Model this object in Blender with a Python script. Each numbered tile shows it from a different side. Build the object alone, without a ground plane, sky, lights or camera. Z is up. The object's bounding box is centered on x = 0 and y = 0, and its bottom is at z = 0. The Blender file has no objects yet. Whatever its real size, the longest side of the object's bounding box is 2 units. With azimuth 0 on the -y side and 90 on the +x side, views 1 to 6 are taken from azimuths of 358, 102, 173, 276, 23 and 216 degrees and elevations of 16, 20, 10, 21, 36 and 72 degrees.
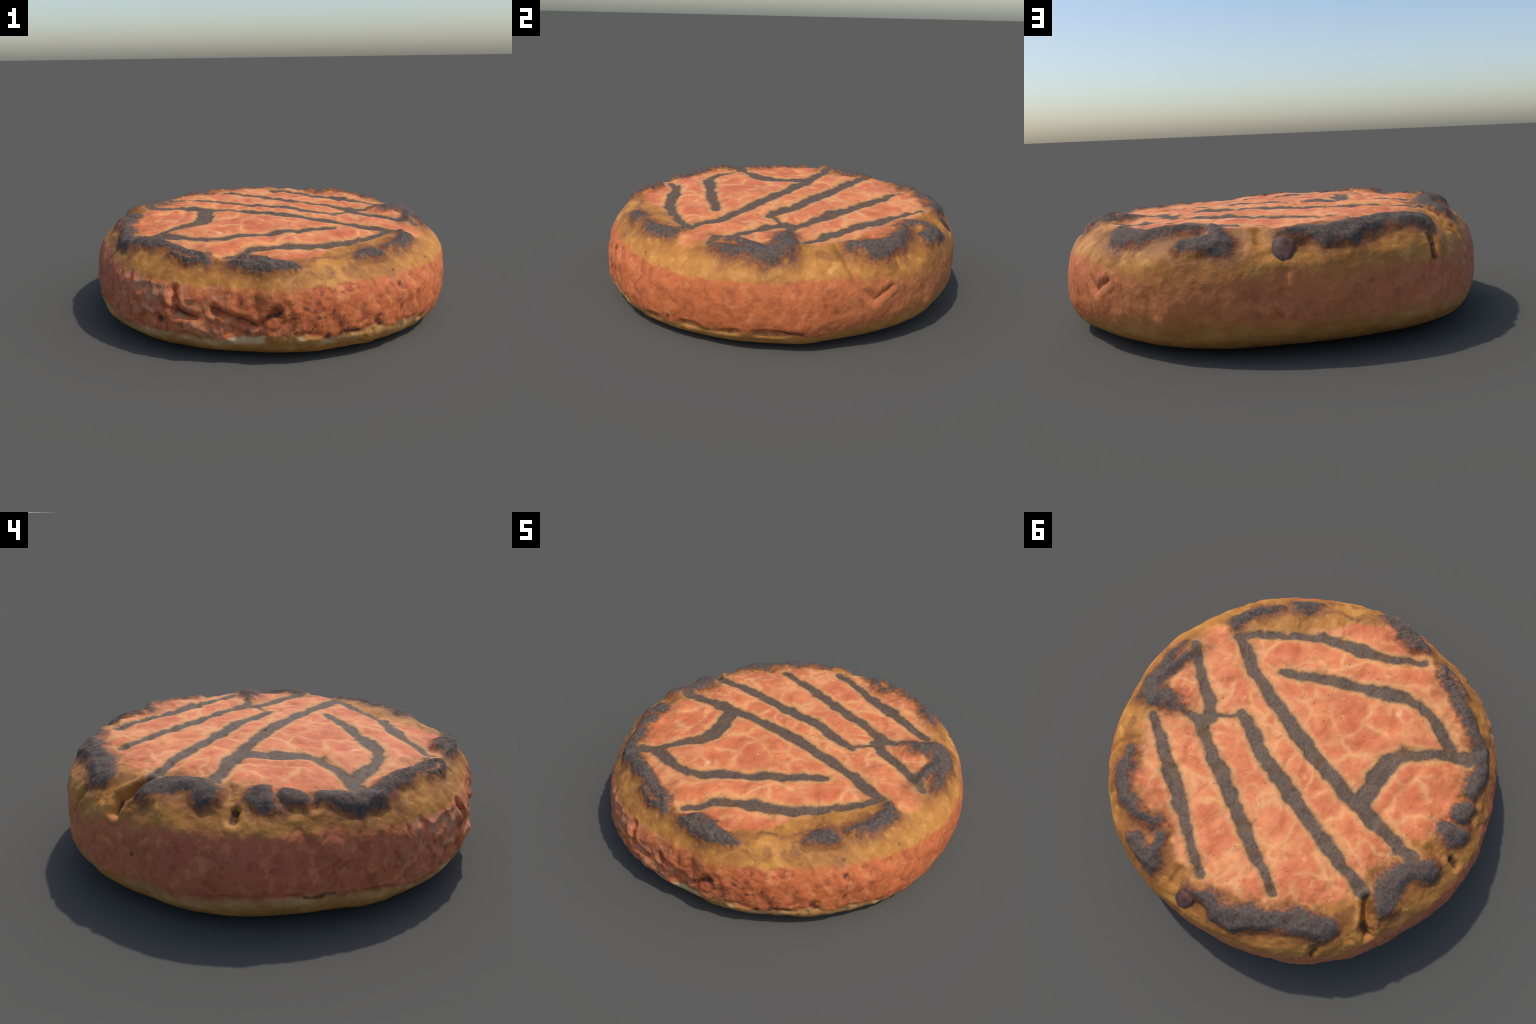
"""A thick round grilled meat patty: salmon-pink seared top with dark grill marks,
golden browned rim with charred crust patches, fleshy side wall, pale underside."""
import bpy
import numpy as np
from math import pi

# ------------------------------------------------------------------ outline
# Fourier terms (constant, cos, sin, cos2, sin2 ...) around the azimuth
RADIUS = [.994, -.002, 0, .005, .007, .003, 0, -.006, .001, .003, -.002, .002, -.002, -.003, .002, .002, .001]
SHOULDER = [.258, -.004, .02, .049, -.038, -.004, -.01, -.013, -.009]   # how far the upper edge rounds inwards
BELLY = [.198, .01, .007, -.05, .011, .003, -.02, -.007, .015]          # how far the lower edge rounds inwards
FOOT_Z = [.010, -.008, .010, .004, 0]
WAIST_Z = [.201, .005, .039]
BROW_Z = [.497, -.014, .018, .008, -.004, 0, -.001, -.002, -.004]


def fourier(c, az):
    v = np.full_like(az, c[0])
    for k in range(1, len(c), 2):
        n = (k + 1) // 2
        v = v + c[k] * np.cos(n * az) + c[k + 1] * np.sin(n * az)
    return v


def base_surface(az, s):
    """Point for azimuth az (rad) and profile station s: -90 foot edge .. 0 waist .. 90 brow edge,
    beyond +-90 one unit is one centimetre inwards over the top / the underside."""
    sc = np.clip(s, -90, 90)
    c = np.abs(np.cos(np.radians(sc))) ** .855
    h = np.sign(sc) * np.abs(np.sin(np.radians(sc))) ** .855
    up = s > 0
    a = np.where(up, fourier(SHOULDER, az), fourier(BELLY, az))
    zc, zt = fourier(WAIST_Z, az), fourier(BROW_Z, az)
    zb = np.maximum(fourier(FOOT_Z, az), 0)
    edge = fourier(RADIUS, az) - a
    over = np.maximum(np.abs(s) - 90, 0)
    r = np.maximum(edge + a * c - over / 100, 0)
    x, y = r * np.cos(az), r * np.sin(az)
    z = np.where(up, zc + (zt - zc) * h, zc + (zc - zb) * h)
    f = np.minimum(over / 22, 1)
    f = f * f * (3 - 2 * f)
    z = np.where(s > 90, z * (1 - f) + f * (.490 - .035 * x + .020 * np.exp(-((x - .08) ** 2 + (y - .06) ** 2) / .16)), z)
    z = np.where(s < -90, z * (1 - f) + f * .012, z)
    return np.stack([x, y, z], -1)


# ------------------------------------------------------------------ features
# grill marks: (x, y, half width) along each seared bar, seen from above
GRILL_MARKS = [
    [(.731, .266, .027), (.598, .36, .032), (.478, .446, .036), (.335, .558, .036), (.233, .639, .03), (.128, .726, .022), (.054, .776, .02)],
    [(.586, .157, .024), (.521, .15, .038), (.401, .241, .031), (.288, .309, .036), (.17, .381, .035), (.063, .448, .035), (-.027, .51, .03), (-.109, .562, .025), (-.196, .603, .022), (-.262, .648, .022)],
    [(.818, -.189, .025), (.703, -.086, .027), (.598, 0, .027), (.528, .046, .029), (.495, .115, .034)],
    [(.366, .013, .033), (.258, .06, .031), (.141, .132, .033), (.037, .175, .033), (-.085, .222, .035), (-.215, .275, .032), (-.322, .311, .032), (-.444, .36, .027), (-.543, .395, .029), (-.597, .418, .034)],
    [(.628, -.348, .028), (.566, -.314, .033), (.461, -.225, .033), (.346, -.176, .032), (.223, -.119, .032), (.086, -.056, .036), (-.058, -.004, .036), (-.175, .034, .033), (-.269, .067, .033), (-.374, .086, .038), (-.477, .11, .038), (-.559, .129, .032), (-.642, .148, .027), (-.72, .153, .025)],
    [(.652, -.347, .022), (.543, -.424, .022), (.412, -.508, .022), (.274, -.588, .028), (.167, -.622, .033), (.056, -.635, .039), (-.058, -.661, .028), (-.167, -.721, .019), (-.248, -.762, .02)],
    [(.332, -.299, .024), (.229, -.34, .027), (.119, -.39, .024), (.043, -.414, .03), (-.047, -.447, .027), (-.165, -.481, .035), (-.265, -.52, .03), (-.346, -.534, .03), (-.445, -.495, .029), (-.529, -.46, .029), (-.598, -.419, .033)],
    [(.475, .085, .010), (.40, .035, .012)],
    [(-.376, .073, .050), (-.374, -.073, .042), (-.375, -.175, .046), (-.409, -.256, .029), (-.507, -.317, .026), (-.6, -.389, .032), (-.69, -.414, .04)],
]
# charred crust on the shoulder: (azimuth degrees, station, half width)
CHAR_PATCHES = [
    [(350, 58, .024), (356, 58, .034), (2, 61, .034), (7, 60, .054), (11, 68, .054), (12, 84, .046), (12, 98, .032)],
    [(347, 72, .018), (356, 74, .026), (2, 70, .03)],
    [(34, 74, .028), (38, 65, .046), (43, 60, .055), (48, 61, .052), (54, 72, .038), (62, 88, .026)],
    [(62, 50, .042), (67, 55, .05), (72, 54, .038), (68, 74, .036), (65, 90, .024)],
    [(87, 68, .030), (92, 66, .040), (97, 60, .054), (102, 60, .062), (108, 67, .064), (116, 73, .056), (124, 70, .062), (130, 60, .066)],
    [(151, 60, .052), (154, 73, .052), (159, 77, .050), (164, 77, .050), (169, 66, .056)],
    [(183, 73, .058), (185, 66, .050)],
    [(191, 75, .054), (194, 70, .044)],
    [(200, 72, .036), (205, 67, .048), (209, 63, .046), (215, 65, .042), (220, 79, .04), (226, 82, .046), (234, 84, .032), (240, 84, .034)],
    [(235, 73, .024), (242, 68, .030), (247, 75, .022), (243, 85, .018)],
    [(256, 74, .018), (262, 70, .040), (267, 72, .050), (274, 70, .036)],
    [(259, 86, .03), (266, 88, .03)],
    [(298, 65, .020), (304, 66, .042), (307, 62, .030)],
    [(312, 64, .024), (321, 63, .034), (329, 64, .042), (331, 72, .028)],
]
# soft brown toasting without crust
BROWN_SPOTS = [
    [(285, 53, .022)], [(291, 53, .018), (294, 44, .007)], [(306, 36, .016)],
    [(22, 62, .026), (27, 60, .03)], [(280, 82, .012), (290, 80, .018), (297, 76, .016)],
    [(137, 64, .03), (140, 72, .018)], [(5, 45, .012)], [(278, 58, .012), (281, 52, .008)],
    [(92, 47, .034), (96, 45, .02)],
]
# furrows and pits pressed into the body: (azimuth, station, half width), then depth
FURROWS = [
    ([(29, 74, .014), (30, 45, .014), (31, 28, .010), (33, 14, .007), (37, 2, .005), (42, 12, .003)], .014),
    ([(143, 34, .018), (143, 48, .024), (145, 58, .02), (146, 72, .012)], .045),
    ([(177, 54, .018), (177, 47, .016)], .02),
    ([(127, 36, .01), (126, 24, .012), (124, 10, .006)], .02),
    ([(86, 20, .014), (86, 6, .01)], .008),
    ([(54, 2, .010), (56, -10, .014)], .007),
    ([(81, 56, .024), (80, 76, .018)], .014),
    ([(240, 28, .008), (241, 11, .016), (244, 9, .01), (247, 7, .006)], .03),
    ([(252, 14, .008), (255, 12, .009), (260, 7, .009), (264, 4, .008), (266, 8, .01), (269, 15, .016)], .026),
    ([(236, 2, .02)], .018),
    ([(299, 2, .006), (298, 0, .007), (300, -8, .008)], .012),
    ([(187, 80, .01), (188, 66, .012)], .012),
    ([(175, 66, .012), (174, 80, .008)], .012),
    ([(308, 22, .009)], .012),
    ([(197, 78, .012), (197, 60, .01)], .012),
    ([(248, 84, .01), (250, 70, .012)], .012),
]
# dark spots and lines coloured onto the side wall, several along the furrows
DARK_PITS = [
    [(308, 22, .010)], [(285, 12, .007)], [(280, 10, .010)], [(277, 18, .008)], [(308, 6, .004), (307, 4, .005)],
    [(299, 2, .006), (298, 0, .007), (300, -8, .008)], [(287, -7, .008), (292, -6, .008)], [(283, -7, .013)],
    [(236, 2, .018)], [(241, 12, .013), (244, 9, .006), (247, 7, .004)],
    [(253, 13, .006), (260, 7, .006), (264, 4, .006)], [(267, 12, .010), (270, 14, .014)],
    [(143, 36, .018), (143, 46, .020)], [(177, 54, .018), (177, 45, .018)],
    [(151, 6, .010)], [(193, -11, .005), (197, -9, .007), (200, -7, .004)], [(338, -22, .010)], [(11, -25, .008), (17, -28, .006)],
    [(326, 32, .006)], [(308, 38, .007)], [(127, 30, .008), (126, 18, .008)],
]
# gentle swellings and hollows of the body: (azimuth, station, spread, height)
SWELLS = [
    (74, 64, .07, -.022), (91, 53, .06, -.026), (84, 44, .05, -.012), (64, 74, .06, -.012), (277, 106, .12, -.013), (292, 110, .10, -.009),
    (190, 104, .10, -.012), (24, 98, .12, .014), (50, 104, .09, .008), (148, 112, .11, .013), (176, 136, .10, .008), (212, 96, .06, .008), (17, 80, .07, .012),
    (156, 48, .07, .018), (170, 66, .07, .012), (185, 45, .06, .011), (198, 61, .07, .013), (121, 56, .09, .014), (270, 39, .09, .014), (348, 35, .09, .014),
    (320, 50, .08, .014), (14, 62, .07, .012), (18, -34, .12, .012), (210, -45, .12, .012), (244, 9, .09, .014), (146, 15, .10, -.010), (153, -33, .10, -.010),
    (242, 59, .06, -.012), (324, 19, .08, -.008), (79, 3, .10, -.010),
]
# where pink flesh meets the browned rim on top: (azimuth, station)
FLESH_EDGE = [(0, 72), (15, 84), (26, 77), (37, 80), (48, 74), (62, 90), (78, 84), (90, 80), (107, 81), (120, 85), (135, 80), (149, 88), (163, 88),
              (180, 82), (193, 77), (205, 78), (211, 82), (222, 88), (234, 90), (249, 86), (262, 84), (272, 88), (284, 94), (296, 96), (312, 94), (326, 88), (334, 66), (341, 60), (350, 66)]
# upper and lower border of the pink side band: (azimuth, height)
BAND_TOP = [(0, .348), (10, .358), (24, .366), (38, .362), (52, .345), (66, .335), (78, .35), (90, .365), (103, .355), (123, .34), (145, .372), (160, .398), (173, .406),
            (187, .402), (197, .410), (211, .386), (224, .378), (240, .368), (257, .366), (278, .366), (292, .368), (305, .362), (318, .358), (330, .345), (345, .343)]
BAND_FOOT = [(0, .10), (12, .10), (22, .092), (32, .12), (45, .145), (60, .155), (80, .15), (107, .155), (120, .155), (135, .14), (152, .14), (165, .13), (185, .15),
             (200, .155), (212, .125), (224, .12), (240, .132), (250, .12), (260, .14), (274, .152), (283, .128), (292, .14), (304, .135), (318, .108), (330, .088), (345, .09)]


# ------------------------------------------------------------------ noise in code
rng = np.random.default_rng(7)
PERM = rng.permutation(256)
PERM = np.concatenate([PERM, PERM, PERM])
GRAD = rng.normal(size=(256, 3))
GRAD /= np.linalg.norm(GRAD, axis=1)[:, None]
GRAD = GRAD.astype(np.float32)


def perlin(p):
    i = np.floor(p).astype(np.int64)
    f = (p - i).astype(np.float32)
    i &= 255
    u = f * f * f * (f * (f * 6 - 15) + 10)
    out = 0
    for dx in (0, 1):
        hx = PERM[i[:, 0] + dx]
        wx = u[:, 0] if dx else 1 - u[:, 0]
        for dy in (0, 1):
            hy = PERM[hx + i[:, 1] + dy]
            wy = wx * (u[:, 1] if dy else 1 - u[:, 1])
            for dz in (0, 1):
                g = GRAD[PERM[hy + i[:, 2] + dz]]
                d = g[:, 0] * (f[:, 0] - dx) + g[:, 1] * (f[:, 1] - dy) + g[:, 2] * (f[:, 2] - dz)
                out = out + d * wy * (u[:, 2] if dz else 1 - u[:, 2])
    return out


def fbm(p, scale, octaves=3, shift=0., gain=.5):
    v, a, q = 0, 1., p * scale + shift
    for _ in range(octaves):
        v = v + a * perlin(q)
        q, a = q * 2.03 + 17.3, a * gain
    return v


def cells(p, scale, seed):
    """Worley noise: distance gap between the two nearest jittered cell centres."""
    q = p * scale
    i = np.floor(q).astype(np.int64)
    jit = np.random.default_rng(seed).random((256, 3)).astype(np.float32)
    d1 = np.full(len(p), 9., np.float32)
    d2 = d1.copy()
    for dx in (-1, 0, 1):
        for dy in (-1, 0, 1):
            for dz in (-1, 0, 1):
                c = i + (dx, dy, dz)
                h = PERM[PERM[PERM[c[:, 0] & 255] + (c[:, 1] & 255)] + (c[:, 2] & 255)]
                d = np.linalg.norm(c + jit[h] - q, axis=1).astype(np.float32)
                d2 = np.minimum(d2, np.maximum(d, d1))
                d1 = np.minimum(d1, d)
    return d2 - d1


def smooth(v, a, b):
    t = np.clip((v - a) / (b - a), 0, 1)
    return t * t * (3 - 2 * t)


def trail_distance(p, pts, reach=.3):
    """Signed distance to a trail of tapering capsules (negative inside)."""
    c = np.array(pts, np.float32)
    out = np.full(len(p), reach, np.float32)
    lo, hi = c[:, :3].min(0) - reach, c[:, :3].max(0) + reach
    near = np.where(((p > lo) & (p < hi)).all(1))[0]
    q = p[near]
    best = np.full(len(near), reach, np.float32)
    if len(c) == 1:
        c = np.concatenate([c, c + np.array([[1e-3, 0, 0, 0]], np.float32)])
    for a, b in zip(c[:-1], c[1:]):
        ba = b[:3] - a[:3]
        h = np.clip((q - a[:3]) @ ba / (ba @ ba), 0, 1)
        d = np.linalg.norm(q - a[:3] - h[:, None] * ba, axis=1) - (a[3] + h * (b[3] - a[3]))
        best = np.minimum(best, d)
    out[near] = best
    return out


# ------------------------------------------------------------------ body mesh
COLS = 1320
STATIONS = np.concatenate([[-150, -135, -122, -112, -104, -97], np.linspace(-90, 0, 60), np.linspace(0, 90, 112)[1:], 90 + np.linspace(0, 68, 172)[1:]])
ROWS = len(STATIONS)
AZ = np.linspace(0, 2 * pi, COLS, endpoint=False)
S2, A2 = np.meshgrid(STATIONS, AZ, indexing='ij')
base = base_surface(A2.ravel(), S2.ravel())
grid = base.reshape(ROWS, COLS, 3)


def grid_normals(g):
    du = np.roll(g, -1, 1) - np.roll(g, 1, 1)
    dv = np.gradient(g, axis=0)
    n = np.cross(du, dv)
    return n / np.maximum(np.linalg.norm(n, axis=-1, keepdims=True), 1e-9)


normal = grid_normals(grid).reshape(-1, 3).astype(np.float32)
P = base.astype(np.float32)
sta = S2.ravel()
azd = np.degrees(A2.ravel())


def on_rim(pts):
    a = np.radians(np.array([p[0] for p in pts], float))
    b = base_surface(a, np.array([p[1] for p in pts], float))
    return [(*q, p[2]) for q, p in zip(b, pts)]


def on_top(pts):
    out = []
    top = np.where(sta > 20)[0]
    for x, y, w in pts:
        i = top[np.argmin((P[top, 0] - x) ** 2 + (P[top, 1] - y) ** 2)]
        out.append((x, y, float(P[i, 2]), w))
    return out


marks3 = [on_top(m) for m in GRILL_MARKS]
chars3 = [on_rim(m) for m in CHAR_PATCHES]
mark_fields = np.stack([trail_distance(P, m) for m in marks3])
char_fields = np.stack([trail_distance(P, m) for m in chars3])
mark_d, char_d = mark_fields.min(0), char_fields.min(0)


def lookup(table, az_deg, station=False):
    t = np.array(table, float)
    x = np.concatenate([t[-1:, 0] - 360, t[:, 0], t[:1, 0] + 360])
    v = np.concatenate([t[-1:, 1], t[:, 1], t[:1, 1]])
    return np.interp(az_deg, x, v)


def sector(a, b, soft=12):
    """1 inside the azimuth range a..b degrees, fading over soft degrees."""
    mid, half = (a + b) / 2, (b - a) / 2
    d = np.abs((azd - mid + 180) % 360 - 180)
    return 1 - smooth(d, half - soft / 2, half + soft / 2)


top_w = smooth(sta, 70, 95)
side_w = smooth(sta, -70, -30) * (1 - smooth(sta, 30, 60))
rim_w = smooth(sta, 25, 58) * (1 - smooth(sta, 92, 106))
warp = np.stack([fbm(P, 7., 2, 3.1), fbm(P, 7., 2, 40.7), fbm(P, 7., 2, 71.9)], 1) * .02
edge_n = fbm(P, 26., 2, 9.) * .012
lump_n = fbm(P, 11., 2, 19.)

disp = fbm(P, 2.2, 2, 5.) * .008 * (1 - .5 * top_w)
disp += fbm(P, 6.5, 3, 11.) * (.010 * side_w + .013 * rim_w + .007 * top_w)
disp += fbm(P, 22., 3, 31.) * (.0025 * side_w + .0025 * rim_w + .0025 * top_w)
# broad hollow beside the cut, fuller flank on the other side
disp -= .020 * sector(112, 160, 34) * smooth(sta, -30, 10) * (1 - smooth(sta, 84, 104))
disp += .016 * sector(292, 340, 36) * smooth(sta, -80, -40) * (1 - smooth(sta, 10, 50))
for az_, st_, spread, height_ in SWELLS:
    c_ = base_surface(np.array([np.radians(az_)]), np.array([float(st_)]))[0]
    disp += height_ * np.exp(-((P - c_) ** 2).sum(1) / spread ** 2)
# seared bars sink, flesh between them puffs up
disp += top_w * (.007 * smooth(mark_d, .0, .06) - .003)
disp -= .004 * (1 - smooth(mark_d + edge_n, -.012, .014))
pillow = cells(P * np.array([1, 1, .3], np.float32) + warp * 1.2, 6.5, 11)
disp += .006 * top_w * (smooth(pillow, 0, .4) - .6)
# charred crust swells into soft knobs; it cracks on the front
knob = 1 - smooth(char_d + lump_n * .02, -.040, .034)
crust = 1 - smooth(char_d + edge_n, -.022, .010)
crack = cells(P + warp * .4, 30., 3)
cracked = .25 + .75 * np.clip(sector(225, 345, 20), 0, 1)
disp += knob * (.028 + .012 * lump_n) - .013 * rim_w
disp -= crust * cracked * (.0045 * (1 - smooth(crack, 0, .25)) - .002)
# ragged folds where the side is torn, upright wrinkles beside them
torn = sector(220, 274, 16) * smooth(sta, -26, -8) * (1 - smooth(sta, 26, 40))
ridge = 1 - 2.2 * np.abs(perlin(P * 7. + warp * 50 + 3.3))
disp += torn * (.015 * (ridge - .30) + fbm(P, 12., 2, 61.) * .016)
grainy = sector(268, 325, 14) * side_w
disp += grainy * fbm(P, 17., 3, 91.) * .007
wrinkle = (sector(186, 224, 16) + .8 * sector(112, 150, 16)) * smooth(sta, -40, -10) * (1 - smooth(sta, 40, 62))
disp += wrinkle * .018 * (np.abs(perlin(np.stack([P[:, 0] * 11, P[:, 1] * 11, P[:, 2] * 3.], 1) + warp * 60 + 7)) - .2)
# lip between side band and pale foot
foot_line = lookup(BAND_FOOT, azd)
lip = smooth(P[:, 2], foot_line - .03, foot_line - .002) * (1 - smooth(P[:, 2], foot_line + .004, foot_line + .03)) * (sta < 40)
disp -= lip * .022 * smooth(fbm(P, 6., 2, 15.), -.05, .45) * np.clip(sector(170, 390, 30), 0, 1)
for trail, depth in FURROWS:
    d = trail_distance(P + warp * .6, on_rim(trail), .15) + edge_n * .4
    disp -= depth * (1 - smooth(d, -.014, .018)) - .16 * depth * (1 - smooth(np.abs(d - .03), 0, .02))
disp *= smooth(sta, -100, -60) * .9 + .1

Q = P + normal * disp[:, None].astype(np.float32)
foot = sta < -40
Q[foot, 2] += (fbm(P[foot], 7., 2, 23.) * .008).astype(np.float32) * smooth(-sta[foot], 60, 85)
Q[:, 2] = np.maximum(Q[:, 2] - Q[:, 2].min(), 0)
lo, hi = Q.min(0), Q.max(0)
Q[:, :2] -= (lo[:2] + hi[:2]) / 2
Q *= 2. / max(hi[0] - lo[0], hi[1] - lo[1])


def snap(points):
    """Carry control points along to the finished, displaced surface."""
    out = []
    for x, y, z, w in points:
        key = (round(x, 5), round(y, 5), round(z, 5))
        if key not in SNAPPED:
            i = np.argmin(((P - np.array(key, np.float32)) ** 2).sum(1))
            SNAPPED[key] = [float(v) for v in Q[i]]
        out.append((*SNAPPED[key], w))
    return out


SNAPPED = {}


# quads, with fans closing the centre of the top and of the underside
r, c = np.meshgrid(np.arange(ROWS - 1), np.arange(COLS), indexing='ij')
a = (r * COLS + c).ravel()
b = (r * COLS + (c + 1) % COLS).ravel()
quads = np.stack([a, b, b + COLS, a + COLS], 1)
hub_top, hub_foot = len(Q), len(Q) + 1
last = (ROWS - 1) * COLS
Q = np.concatenate([Q, Q[last:].mean(0, keepdims=True), Q[:COLS].mean(0, keepdims=True)])
k = np.arange(COLS)
fan_top = np.stack([last + k, last + (k + 1) % COLS, np.full(COLS, hub_top)], 1)
fan_foot = np.stack([(k + 1) % COLS, k, np.full(COLS, hub_foot)], 1)

# vertex normals of the whole body, shared by every part cut from it
fn = np.cross(Q[quads[:, 2]] - Q[quads[:, 0]], Q[quads[:, 3]] - Q[quads[:, 1]])
vn = np.zeros((len(Q), 3))
for j in range(4):
    for ax in range(3):
        vn[:, ax] += np.bincount(quads[:, j], fn[:, ax], len(Q))
vn[hub_top], vn[hub_foot] = (0, 0, 1), (0, 0, -1)
vn /= np.maximum(np.linalg.norm(vn, axis=1, keepdims=True), 1e-12)

# region of each quad
fc = P[quads].mean(1)
f_az = np.degrees(np.arctan2(fc[:, 1], fc[:, 0])) % 360
f_st = sta[quads[:, 0]]
f_mark, f_char = mark_fields[:, quads[:, 0]], char_fields[:, quads[:, 0]]
region = np.full(len(quads), 'side_wall', dtype='<U14')
region[fc[:, 2] < lookup(BAND_FOOT, f_az)] = 'underside'
region[(fc[:, 2] > lookup(BAND_TOP, f_az)) & (f_st > 0)] = 'browned_rim'
region[f_st > lookup(FLESH_EDGE, f_az)] = 'top_flesh'
is_mark = (f_mark.min(0) < 0) & (f_st > 50)
is_char = (f_char.min(0) < 0) & ~is_mark
region[is_mark] = 'grill_mark'
region[is_char] = 'char_patch'
which = np.where(is_mark, f_mark.argmin(0), f_char.argmin(0))

# ------------------------------------------------------------------ node helpers
NT = LK = None


def put(sock, v):
    if isinstance(v, bpy.types.NodeSocket):
        LK.new(v, sock)
    else:
        sock.default_value = v


def math(op, a=0., b=0., c=0.):
    n = NT.new('ShaderNodeMath')
    n.operation = op
    for s, v in zip(n.inputs, (a, b, c)):
        put(s, v)
    return n.outputs[0]


def vmath(op, a, b=None, out=0):
    n = NT.new('ShaderNodeVectorMath')
    n.operation = op
    put(n.inputs[0], a)
    if b is not None:
        put(n.inputs['Scale'] if op == 'SCALE' else n.inputs[1], b)
    return n.outputs['Value'] if out else n.outputs[0]


def noise(p, scale, detail=2., rough=.55, out='Fac'):
    n = NT.new('ShaderNodeTexNoise')
    put(n.inputs['Vector'], p)
    n.inputs['Scale'].default_value = scale
    n.inputs['Detail'].default_value = detail
    n.inputs['Roughness'].default_value = rough
    return n.outputs[out]


def voronoi(p, scale, feature='F1'):
    n = NT.new('ShaderNodeTexVoronoi')
    n.feature = feature
    put(n.inputs['Vector'], p)
    n.inputs['Scale'].default_value = scale
    return n


def ramp(v, a, b, lo=0., hi=1.):
    n = NT.new('ShaderNodeMapRange')
    n.interpolation_type = 'SMOOTHSTEP'
    for s, x in zip(n.inputs, (v, a, b, lo, hi)):
        put(s, x)
    return n.outputs[0]


def mix(f, a, b):
    n = NT.new('ShaderNodeMix')
    n.data_type = 'RGBA'
    put(n.inputs['Factor'], f)
    put(n.inputs['A'], a if isinstance(a, bpy.types.NodeSocket) else (*a, 1))
    put(n.inputs['B'], b if isinstance(b, bpy.types.NodeSocket) else (*b, 1))
    return n.outputs['Result']


def mul(a, b):
    return math('MULTIPLY', a, b)


def around(turn, table, lo, hi):
    """Value that changes with the azimuth, as a closed float curve."""
    n = NT.new('ShaderNodeFloatCurve')
    pts = sorted((p[0] / 360, (p[1] - lo) / (hi - lo)) for p in table)
    first, last_ = pts[0], pts[-1]
    seam = last_[1] + (first[1] - last_[1]) * ((1 - last_[0]) / (first[0] + 1 - last_[0]))
    full = [(0., seam)] + [p for p in pts if p[0] > 1e-6] + [(1., seam)]
    cv = n.mapping.curves[0]
    for x, y in full[1:-1]:
        cv.points.new(x, y)
    cv.points[0].location = full[0]
    cv.points[len(cv.points) - 1].location = full[-1]
    n.mapping.update()
    put(n.inputs['Value'], turn)
    return math('MULTIPLY_ADD', n.outputs[0], hi - lo, lo)


def shaken(scale, amp, detail=1.):
    obj = NT.new('ShaderNodeTexCoord').outputs['Object']
    return vmath('SCALE', vmath('SUBTRACT', noise(obj, scale, detail, .6, 'Color'), (.5, .5, .5)), amp)


def new_group(name, ins, outs):
    global NT, LK
    g = bpy.data.node_groups.new(name, 'ShaderNodeTree')
    for n, kind in ins:
        sk = g.interface.new_socket(n, in_out='INPUT', socket_type='NodeSocket' + kind)
        if kind == 'Float':
            sk.default_value = 1.
    for n, kind in outs:
        g.interface.new_socket(n, in_out='OUTPUT', socket_type='NodeSocket' + kind)
    NT, LK = g.nodes, g.links
    return g, NT.new('NodeGroupInput').outputs, NT.new('NodeGroupOutput').inputs


# signed distance to one tapering capsule
CAPSULE, i_, o_ = new_group('capsule_distance', [('Point', 'Vector'), ('Start', 'Vector'), ('Along', 'Vector'), ('Reach', 'Vector'), ('Width', 'Float'), ('Taper', 'Float')], [('Distance', 'Float')])
pa = vmath('SUBTRACT', i_[0], i_[1])
h_ = math('MINIMUM', math('MAXIMUM', vmath('DOT_PRODUCT', pa, i_[3], 1), 0.), 1.)
d_ = vmath('LENGTH', vmath('SUBTRACT', pa, vmath('SCALE', i_[2], h_)), None, 1)
put(o_[0], math('SUBTRACT', d_, math('MULTIPLY_ADD', h_, i_[5], i_[4])))

# ragged coordinates in which the marks and the crust are drawn
RAGGED, i_, o_ = new_group('ragged_points', [], [('Pit', 'Vector'), ('Char', 'Vector'), ('Mark', 'Vector')])
obj_ = NT.new('ShaderNodeTexCoord').outputs['Object']
flat_ = vmath('ADD', obj_, vmath('ADD', shaken(10., .05), shaken(40., .012)))
put(o_[0], flat_)
put(o_[2], vmath('MULTIPLY', flat_, (1., 1., 0.)))
put(o_[1], vmath('ADD', obj_, vmath('ADD', shaken(8., .11), shaken(30., .036))))

flesh_r = [(d, float(np.hypot(*base_surface(np.array([np.radians(d)]), np.array([float(s)]))[0, :2]))) for d, s in FLESH_EDGE]
SIDE_HUES = [(0., (.58, .155, .050)), (.07, (.58, .160, .054)), (.13, (.56, .180, .064)), (.25, (.56, .172, .064)), (.36, (.54, .158, .062)),
             (.45, (.49, .130, .064)), (.58, (.53, .135, .062)), (.66, (.56, .150, .055)), (.78, (.53, .130, .042)), (.88, (.59, .155, .052)), (1., (.58, .155, .050))]


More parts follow.
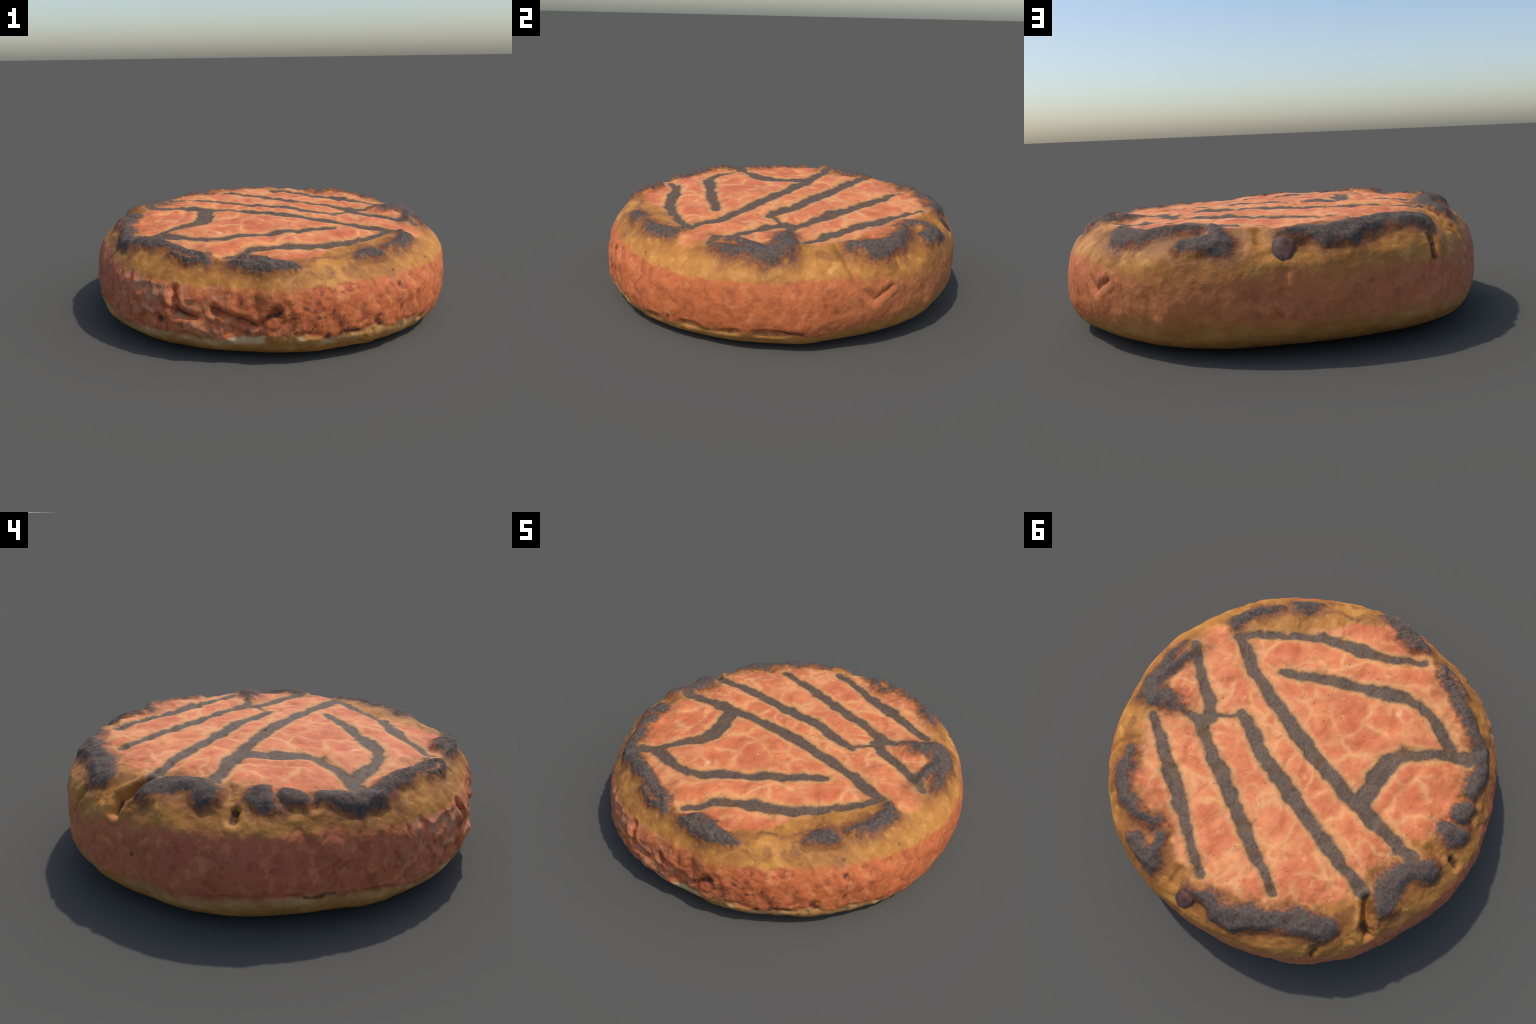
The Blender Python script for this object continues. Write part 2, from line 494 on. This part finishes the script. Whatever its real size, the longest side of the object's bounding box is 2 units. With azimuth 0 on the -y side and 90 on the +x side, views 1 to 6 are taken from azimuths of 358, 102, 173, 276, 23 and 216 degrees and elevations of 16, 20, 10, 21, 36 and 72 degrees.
def colour_group(zone):
    """Colour and relief of one zone: 'top' (flesh and bars), 'rim' (all layers), 'side' (band, rim gold, foot)."""
    g, (d_mark, d_char, d_brown, d_pit, _), out = new_group('colour_of_' + zone, [('Mark', 'Float'), ('Char', 'Float'), ('Brown', 'Float'), ('Pit', 'Float')], [('Color', 'Color'), ('Height', 'Float'), ('Roughness', 'Float')])
    obj = NT.new('ShaderNodeTexCoord').outputs['Object']
    sep = NT.new('ShaderNodeSeparateXYZ')
    LK.new(obj, sep.inputs[0])
    X, Y, Z = sep.outputs
    n_low = noise(obj, 4.)
    n_mid = noise(obj, 13., 3., .6)
    n_fine = noise(obj, 60., 3., .65)
    p_swirl = vmath('ADD', obj, shaken(5., .16, 2.))
    dots = voronoi(vmath('ADD', obj, shaken(60., .012)), 30., 'F1')
    pick = NT.new('ShaderNodeSeparateColor')
    LK.new(dots.outputs['Color'], pick.inputs[0])
    pepper = mul(ramp(dots.outputs['Distance'], .07, .15, 1., 0.), math('GREATER_THAN', pick.outputs[0], .62))
    height = mul(n_fine, .6)
    turn = math('FRACT', math('ADD', math('DIVIDE', math('ARCTAN2', Y, X), 2 * pi), 1.))
    on_flesh = None

    if zone != 'top':
        # golden rim
        tan = mix(ramp(n_mid, .3, .7), (.46, .185, .036), (.60, .268, .060))
        fibre = noise(vmath('MULTIPLY', p_swirl, (1., 1., .18)), 34., 2., .6)
        tan = mix(ramp(fibre, .42, .72, 0., .4), tan, (.36, .135, .030))
        tan = mix(ramp(n_low, .52, .70, 0., .45), tan, (.33, .118, .028))
        tan = mix(ramp(noise(obj, 18.), .58, .74, 0., .6), tan, (.70, .37, .105))
        # side wall, its hue drifting around the patty
        hue = NT.new('ShaderNodeValToRGB')
        LK.new(turn, hue.inputs[0])
        el = hue.color_ramp.elements
        el.remove(el[0])
        for k, (t, col_) in enumerate(SIDE_HUES):
            e = el[0] if k == 0 else el.new(t)
            e.position, e.color = t, (*col_, 1)
        raw = around(turn, [(0, .3), (30, .25), (60, .2), (140, .25), (170, .4), (200, .5), (215, .85), (235, 1), (280, 1), (300, .75), (325, .4), (345, .3)], 0, 1)
        side = hue.outputs[0]
        blot = noise(p_swirl, 14., 3., .62)
        side = mix(mul(ramp(blot, .48, .68), math('MULTIPLY_ADD', raw, .45, .40)), side, (.27, .066, .028))
        fleck = noise(vmath('ADD', obj, (3., 1., 5.)), 19., 2., .6)
        side = mix(mul(ramp(fleck, .52, .70), math('MULTIPLY_ADD', raw, .35, .4)), side, (.70, .26, .095))
        side = mix(ramp(noise(vmath('MULTIPLY', p_swirl, (1., 1., .3)), 24., 2., .6), .48, .70, 0., .45), side, (.38, .105, .042))
        clot = mul(ramp(noise(p_swirl, 24., 3., .6), .56, .68), mul(raw, ramp(n_low, .40, .56)))
        side = mix(mul(clot, .75), side, (.10, .035, .025))
        side = mix(mul(pepper, .5), side, (.16, .05, .03))
        fat = around(turn, [(205, 0), (222, .9), (245, 1), (258, .6), (270, .15), (290, 0)], 0, 1)
        side = mix(mul(mul(fat, ramp(noise(vmath('ADD', p_swirl, (7., 2., 1.)), 11., 3., .6), .46, .72)), .8), side, (.60, .29, .165))
        tint = mul(around(turn, [(20, 0), (45, .5), (70, .7), (110, .75), (150, .45), (175, .15), (200, .1), (215, 0), (340, 0)], 0, 1), ramp(n_low, .35, .65))
        side = mix(mul(tint, .5), side, (.52, .195, .056))
        band_top, band_foot = around(turn, BAND_TOP, 0., .5), around(turn, BAND_FOOT, 0., .5)
        # pale foot
        foot_col = mix(ramp(n_mid, .35, .7), (.43, .18, .043), (.54, .255, .072))
        white = mul(around(turn, [(205, .2), (225, .8), (240, .5), (252, .7), (264, 1), (282, 1), (292, .4), (310, .4), (330, .1), (150, .2), (190, .35), (30, 0), (90, 0)], 0, 1), ramp(noise(obj, 9.), .38, .6))
        white = mul(white, ramp(math('SUBTRACT', Z, band_foot), -.055, -.025))
        foot_col = mix(mul(white, .8), foot_col, (.68, .50, .28))
        blur = around(turn, [(0, .012), (25, .014), (45, .045), (75, .042), (120, .042), (150, .03), (180, .025), (210, .018), (240, .010), (330, .010)], 0, .1)
        wob = math('MULTIPLY_ADD', math('SUBTRACT', n_mid, .5), math('MULTIPLY_ADD', blur, 1.6, .03), Z)
        wob2 = math('MULTIPLY_ADD', math('SUBTRACT', fleck, .5), .06, Z)
        col = mix(ramp(math('SUBTRACT', wob, band_top), mul(blur, -1.), blur), side, tan)
        col = mix(ramp(math('SUBTRACT', wob2, band_foot), mul(blur, -1.), blur, 1., 0.), col, foot_col)
        gap = mul(ramp(math('ABSOLUTE', math('SUBTRACT', wob2, band_foot)), .0, .016, 1., 0.), mul(ramp(noise(obj, 12.), .54, .66), around(turn, [(0, .8), (30, .4), (60, 0), (140, .2), (190, .8), (215, .4), (285, .8), (300, .7)], 0, 1)))
        col = mix(mul(gap, .75), col, (.12, .052, .022))

    if zone != 'side':
        # salmon flesh: lobes with pale soft tissue between them
        vor = voronoi(p_swirl, 6.4, 'DISTANCE_TO_EDGE')
        lobe = ramp(vor.outputs['Distance'], .0, .30)
        flesh = mix(ramp(n_mid, .34, .66), (.62, .160, .060), (.73, .225, .088))
        flesh = mix(ramp(n_low, .40, .64, 0., .6), flesh, (.54, .120, .050))
        gate = ramp(noise(obj, 5.5, 1.), .34, .60, .15, 1.)
        band = mul(math('SUBTRACT', 1., lobe), gate)
        flesh = mix(mul(band, .5), flesh, (.77, .30, .115))
        veins = mul(ramp(vor.outputs['Distance'], .0, .12, .6, 0.), gate)
        halo = mul(ramp(d_mark, .0, .046, .85, 0.), ramp(n_mid, .34, .60, .2, 1.))
        curd = ramp(noise(p_swirl, 16., 3., .6), .58, .72, 0., .5)
        pale = math('MAXIMUM', math('MAXIMUM', veins, curd), halo)
        flesh = mix(mul(pale, .85), flesh, (.80, .42, .165))
        flesh = mix(mul(pepper, .8), flesh, (.13, .06, .03))
        flesh = mix(ramp(vmath('DISTANCE', p_swirl, (-.27, -.42, .49), 1), .012, .032, .9, 0.), flesh, (.86, .58, .36))
        if zone == 'top':
            col = flesh
        else:
            rad = math('SQRT', math('ADD', mul(X, X), mul(Y, Y)))
            edge_r = math('MULTIPLY_ADD', math('SUBTRACT', n_mid, .5), .14, math('SUBTRACT', around(turn, flesh_r, .4, 1.), rad))
            on_flesh = mul(ramp(edge_r, -.026, .030), math('GREATER_THAN', Z, .36))
            col = mix(on_flesh, col, flesh)
        # toasting, rust fringe and crust
        if zone == 'rim':
            brown = mul(ramp(d_brown, -.010, .022, 1., 0.), ramp(n_fine, .3, .6, .5, 1.))
            col = mix(mul(brown, .8), col, (.20, .070, .032))
        dc = math('ADD', d_char, math('MULTIPLY_ADD', math('SUBTRACT', n_mid, .5), .085, math('MULTIPLY', math('SUBTRACT', n_fine, .5), .016)))
        smear = noise(p_swirl, 10., 3., .62)
        glow = mul(ramp(d_char, .02, .17, .85, 0.), ramp(smear, .30, .62, .25, 1.))
        glow = mul(glow, .2 if on_flesh is None else math('SUBTRACT', 1., mul(on_flesh, .8)))
        col = mix(glow, col, (.40, .150, .030))
        toast = mul(ramp(d_char, .0, .115, 1., 0.), ramp(smear, .33, .56))
        toast = mul(toast, .45 if on_flesh is None else math('SUBTRACT', 1., mul(on_flesh, .55)))
        col = mix(toast, col, mix(ramp(n_fine, .35, .65), (.165, .064, .024), (.26, .100, .032)))
        rust = mul(ramp(dc, .006, .036, 1., 0.), ramp(n_mid, .32, .56, .35, 1.))
        col = mix(mul(rust, .92), col, mix(ramp(n_fine, .4, .6), (.18, .048, .022), (.27, .088, .030)))
        char_col = mix(ramp(n_fine, .3, .7), (.076, .053, .042), (.132, .097, .078))
        char_col = mix(ramp(smear, .56, .74, 0., .6), char_col, (.17, .075, .033))
        core = ramp(dc, -.012, .018, 1., 0.)
        col = mix(core, col, char_col)
        # grill marks
        dm = math('MULTIPLY_ADD', math('SUBTRACT', n_fine, .5), .012, d_mark)
        col = mix(mul(ramp(dm, -.002, .028, .75, 0.), math('SUBTRACT', 1., core)), col, (.44, .205, .065))
        streaky = noise(vmath('MULTIPLY', obj, (2.2, .8, 1.)), 70., 2., .7)
        mark_col = mix(ramp(streaky, .3, .7), (.080, .052, .036), (.150, .101, .070))
        mark_col = mix(ramp(smear, .50, .68, 0., .7), mark_col, (.140, .070, .027))
        col = mix(mul(ramp(dm, -.008, .009, 1., 0.), .97), col, mark_col)
        put(out['Roughness'], ramp(core, 0., 1., .6, .85))
    else:
        out['Roughness'].default_value = .6
    if zone != 'top':
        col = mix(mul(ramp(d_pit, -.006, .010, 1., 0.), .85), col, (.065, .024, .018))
    put(out['Color'], col)
    put(out['Height'], height)
    return g


COLOUR = {z: colour_group(z) for z in ('top', 'rim', 'side')}

# ------------------------------------------------------------------ one light material per patch of surface
# the same colour rules everywhere; each patch only lists the trails that reach it
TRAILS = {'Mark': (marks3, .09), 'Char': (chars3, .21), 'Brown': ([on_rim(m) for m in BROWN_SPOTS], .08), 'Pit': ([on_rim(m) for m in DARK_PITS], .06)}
f_r = np.hypot(fc[:, 0], fc[:, 1])
f_brown = np.stack([trail_distance(P, m, .2) for m in TRAILS['Brown'][0]]).min(0)[quads[:, 0]]
zone_of = np.full(len(quads), 1)
zone_of[(f_char.min(0) > .22) & (f_brown > .09) & (f_mark.min(0) > .10) & (f_st < 55)] = 2
zone_of[(f_r < lookup(flesh_r, f_az) - .11) & (f_st > 60) & (f_brown > .09)] = 0
tile = np.where(zone_of == 0, np.where(f_r < .36, f_az // 90, 4 + f_az // 45), np.where(zone_of == 1, 20 + f_az // 20, 60 + f_az // 30)).astype(int)
tile_names = {}
MATERIALS = []
slot_of = np.zeros(len(quads), int)
for t in np.unique(tile):
    faces_ = np.where(tile == t)[0]
    pts_ = P[quads[faces_[::9], 0]]
    zone = ('top', 'rim', 'side')[zone_of[faces_[0]]]
    m = bpy.data.materials.new({'top': 'seared_flesh', 'rim': 'browned_crust', 'side': 'raw_side'}[zone])
    m.use_nodes = True
    NT, LK = m.node_tree.nodes, m.node_tree.links
    bsdf = NT['Principled BSDF']
    ragged = NT.new('ShaderNodeGroup')
    ragged.node_tree = RAGGED
    found = {}
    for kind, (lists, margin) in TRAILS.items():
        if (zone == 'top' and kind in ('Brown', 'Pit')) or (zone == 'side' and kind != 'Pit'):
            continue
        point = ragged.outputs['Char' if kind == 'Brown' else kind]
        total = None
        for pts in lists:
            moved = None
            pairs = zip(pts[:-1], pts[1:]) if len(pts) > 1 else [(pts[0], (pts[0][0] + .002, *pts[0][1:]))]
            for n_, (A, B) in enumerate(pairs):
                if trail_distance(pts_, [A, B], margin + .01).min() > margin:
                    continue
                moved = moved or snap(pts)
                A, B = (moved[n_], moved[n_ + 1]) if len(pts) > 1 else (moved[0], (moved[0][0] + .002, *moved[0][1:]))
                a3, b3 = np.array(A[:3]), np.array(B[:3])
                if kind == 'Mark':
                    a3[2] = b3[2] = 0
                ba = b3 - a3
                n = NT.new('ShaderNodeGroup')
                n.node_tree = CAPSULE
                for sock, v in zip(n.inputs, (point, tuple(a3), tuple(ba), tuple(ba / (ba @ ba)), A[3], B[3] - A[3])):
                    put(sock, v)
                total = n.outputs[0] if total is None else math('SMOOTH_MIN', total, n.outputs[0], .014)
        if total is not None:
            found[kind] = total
    paint = NT.new('ShaderNodeGroup')
    paint.node_tree = COLOUR[zone]
    for sock in paint.inputs:
        sock.default_value = 1.
    for kind, v in found.items():
        LK.new(v, paint.inputs[kind])
    LK.new(paint.outputs['Color'], bsdf.inputs['Base Color'])
    LK.new(paint.outputs['Roughness'], bsdf.inputs['Roughness'])
    bsdf.inputs['Specular IOR Level'].default_value = .22
    bump = NT.new('ShaderNodeBump')
    bump.inputs['Strength'].default_value = .5
    bump.inputs['Distance'].default_value = .008
    LK.new(paint.outputs['Height'], bump.inputs['Height'])
    LK.new(bump.outputs[0], bsdf.inputs['Normal'])
    slot_of[faces_] = len(MATERIALS)
    MATERIALS.append(m)

# ------------------------------------------------------------------ objects
patty = bpy.data.objects.new('grilled_patty', None)
patty['label'] = 'thick round grilled meat patty with dark grill marks and charred rim'
patty['category'] = 'meat patty'
bpy.context.collection.objects.link(patty)


def cut_part(name, chosen, extra=None, rim_quads=None):
    """Own mesh from some faces of the body; border vertices and normals stay those of the body."""
    faces, slots = quads[chosen], slot_of[chosen]
    if not len(faces):
        return
    loops = faces.ravel()
    sizes = np.full(len(faces), 4)
    if extra is not None:
        loops = np.concatenate([loops, extra.ravel()])
        sizes = np.concatenate([sizes, np.full(len(extra), 3)])
        slots = np.concatenate([slots, slot_of[rim_quads]])
    used, inv = np.unique(loops, return_inverse=True)
    me = bpy.data.meshes.new(name)
    me.vertices.add(len(used))
    me.vertices.foreach_set('co', Q[used].astype(np.float32).ravel())
    me.loops.add(len(inv))
    me.loops.foreach_set('vertex_index', inv.astype(np.int32))
    me.polygons.add(len(sizes))
    me.polygons.foreach_set('loop_start', (np.cumsum(sizes) - sizes).astype(np.int32))
    me.update(calc_edges=True)
    me.polygons.foreach_set('use_smooth', np.ones(len(sizes), bool))
    me.normals_split_custom_set_from_vertices(vn[used].tolist())
    own, local = np.unique(slots, return_inverse=True)
    for k in own:
        me.materials.append(MATERIALS[k])
    me.polygons.foreach_set('material_index', local.astype(np.int32))
    ob = bpy.data.objects.new(name, me)
    bpy.context.collection.objects.link(ob)
    ob.parent = patty
    return ob


cut_part('top_flesh', region == 'top_flesh', fan_top, np.arange(len(quads) - COLS, len(quads)))
cut_part('browned_rim', region == 'browned_rim')
cut_part('side_wall', region == 'side_wall')
cut_part('underside', region == 'underside', fan_foot, np.arange(COLS))
for i in range(len(GRILL_MARKS)):
    cut_part('grill_mark', (region == 'grill_mark') & (which == i))
for i in range(len(CHAR_PATCHES)):
    cut_part('char_patch', (region == 'char_patch') & (which == i))

# ------------------------------------------------------------------ burnt drip on the rim
nod = bpy.data.materials.new('burnt_drip')
nod.use_nodes = True
nt = nod.node_tree
bs = nt.nodes['Principled BSDF']
tc = nt.nodes.new('ShaderNodeTexCoord')
nz = nt.nodes.new('ShaderNodeTexNoise')
nz.inputs['Scale'].default_value = 26
nz.inputs['Detail'].default_value = 4
nt.links.new(tc.outputs['Object'], nz.inputs['Vector'])
cr = nt.nodes.new('ShaderNodeValToRGB')
cr.color_ramp.elements[0].position, cr.color_ramp.elements[0].color = .35, (.075, .040, .034, 1)
cr.color_ramp.elements[1].position, cr.color_ramp.elements[1].color = .68, (.20, .092, .066, 1)
nt.links.new(nz.outputs['Fac'], cr.inputs[0])
nt.links.new(cr.outputs[0], bs.inputs['Base Color'])
bs.inputs['Roughness'].default_value = .6
bs.inputs['Specular IOR Level'].default_value = .22

NU, NV = 72, 48
u, v = np.meshgrid(np.linspace(0, 2 * pi, NU, endpoint=False), np.linspace(.02, pi - .02, NV))
d = np.stack([np.sin(v) * np.cos(u), np.sin(v) * np.sin(u), np.cos(v)], -1).reshape(-1, 3)
drip_at = np.array(snap(on_rim([(86, 46, 0)]))[0][:3])
out_dir = vn[np.argmin(((Q - drip_at) ** 2).sum(1))]
tang = np.array([-.998, .07, 0])
upv = np.cross(tang, -out_dir)
upv *= np.sign(upv[2])
rad = 1 + .16 * fbm(d, 1.3, 1, 4.) + .04 * fbm(d, 3., 1, 8.)
dd = d * rad[:, None]
pts = drip_at - out_dir * .016 + dd[:, :1] * tang * .052 + dd[:, 1:2] * out_dir * .036 + dd[:, 2:3] * upv * .074
me = bpy.data.meshes.new('burnt_drip')
idx = lambda rr, cc: rr * NU + cc % NU
faces = [(idx(i, j), idx(i + 1, j), idx(i + 1, j + 1), idx(i, j + 1)) for i in range(NV - 1) for j in range(NU)]
faces += [tuple(range(NU - 1, -1, -1))[::-1], tuple(idx(NV - 1, j) for j in range(NU))[::-1]]
me.from_pydata(pts.tolist(), [], faces)
me.polygons.foreach_set('use_smooth', np.ones(len(faces), bool))
me.materials.append(nod)
me.update()
import bmesh
bm = bmesh.new()
bm.from_mesh(me)
bmesh.ops.recalc_face_normals(bm, faces=bm.faces)
bm.to_mesh(me)
bm.free()
ob = bpy.data.objects.new('burnt_drip', me)
bpy.context.collection.objects.link(ob)
ob.parent = patty
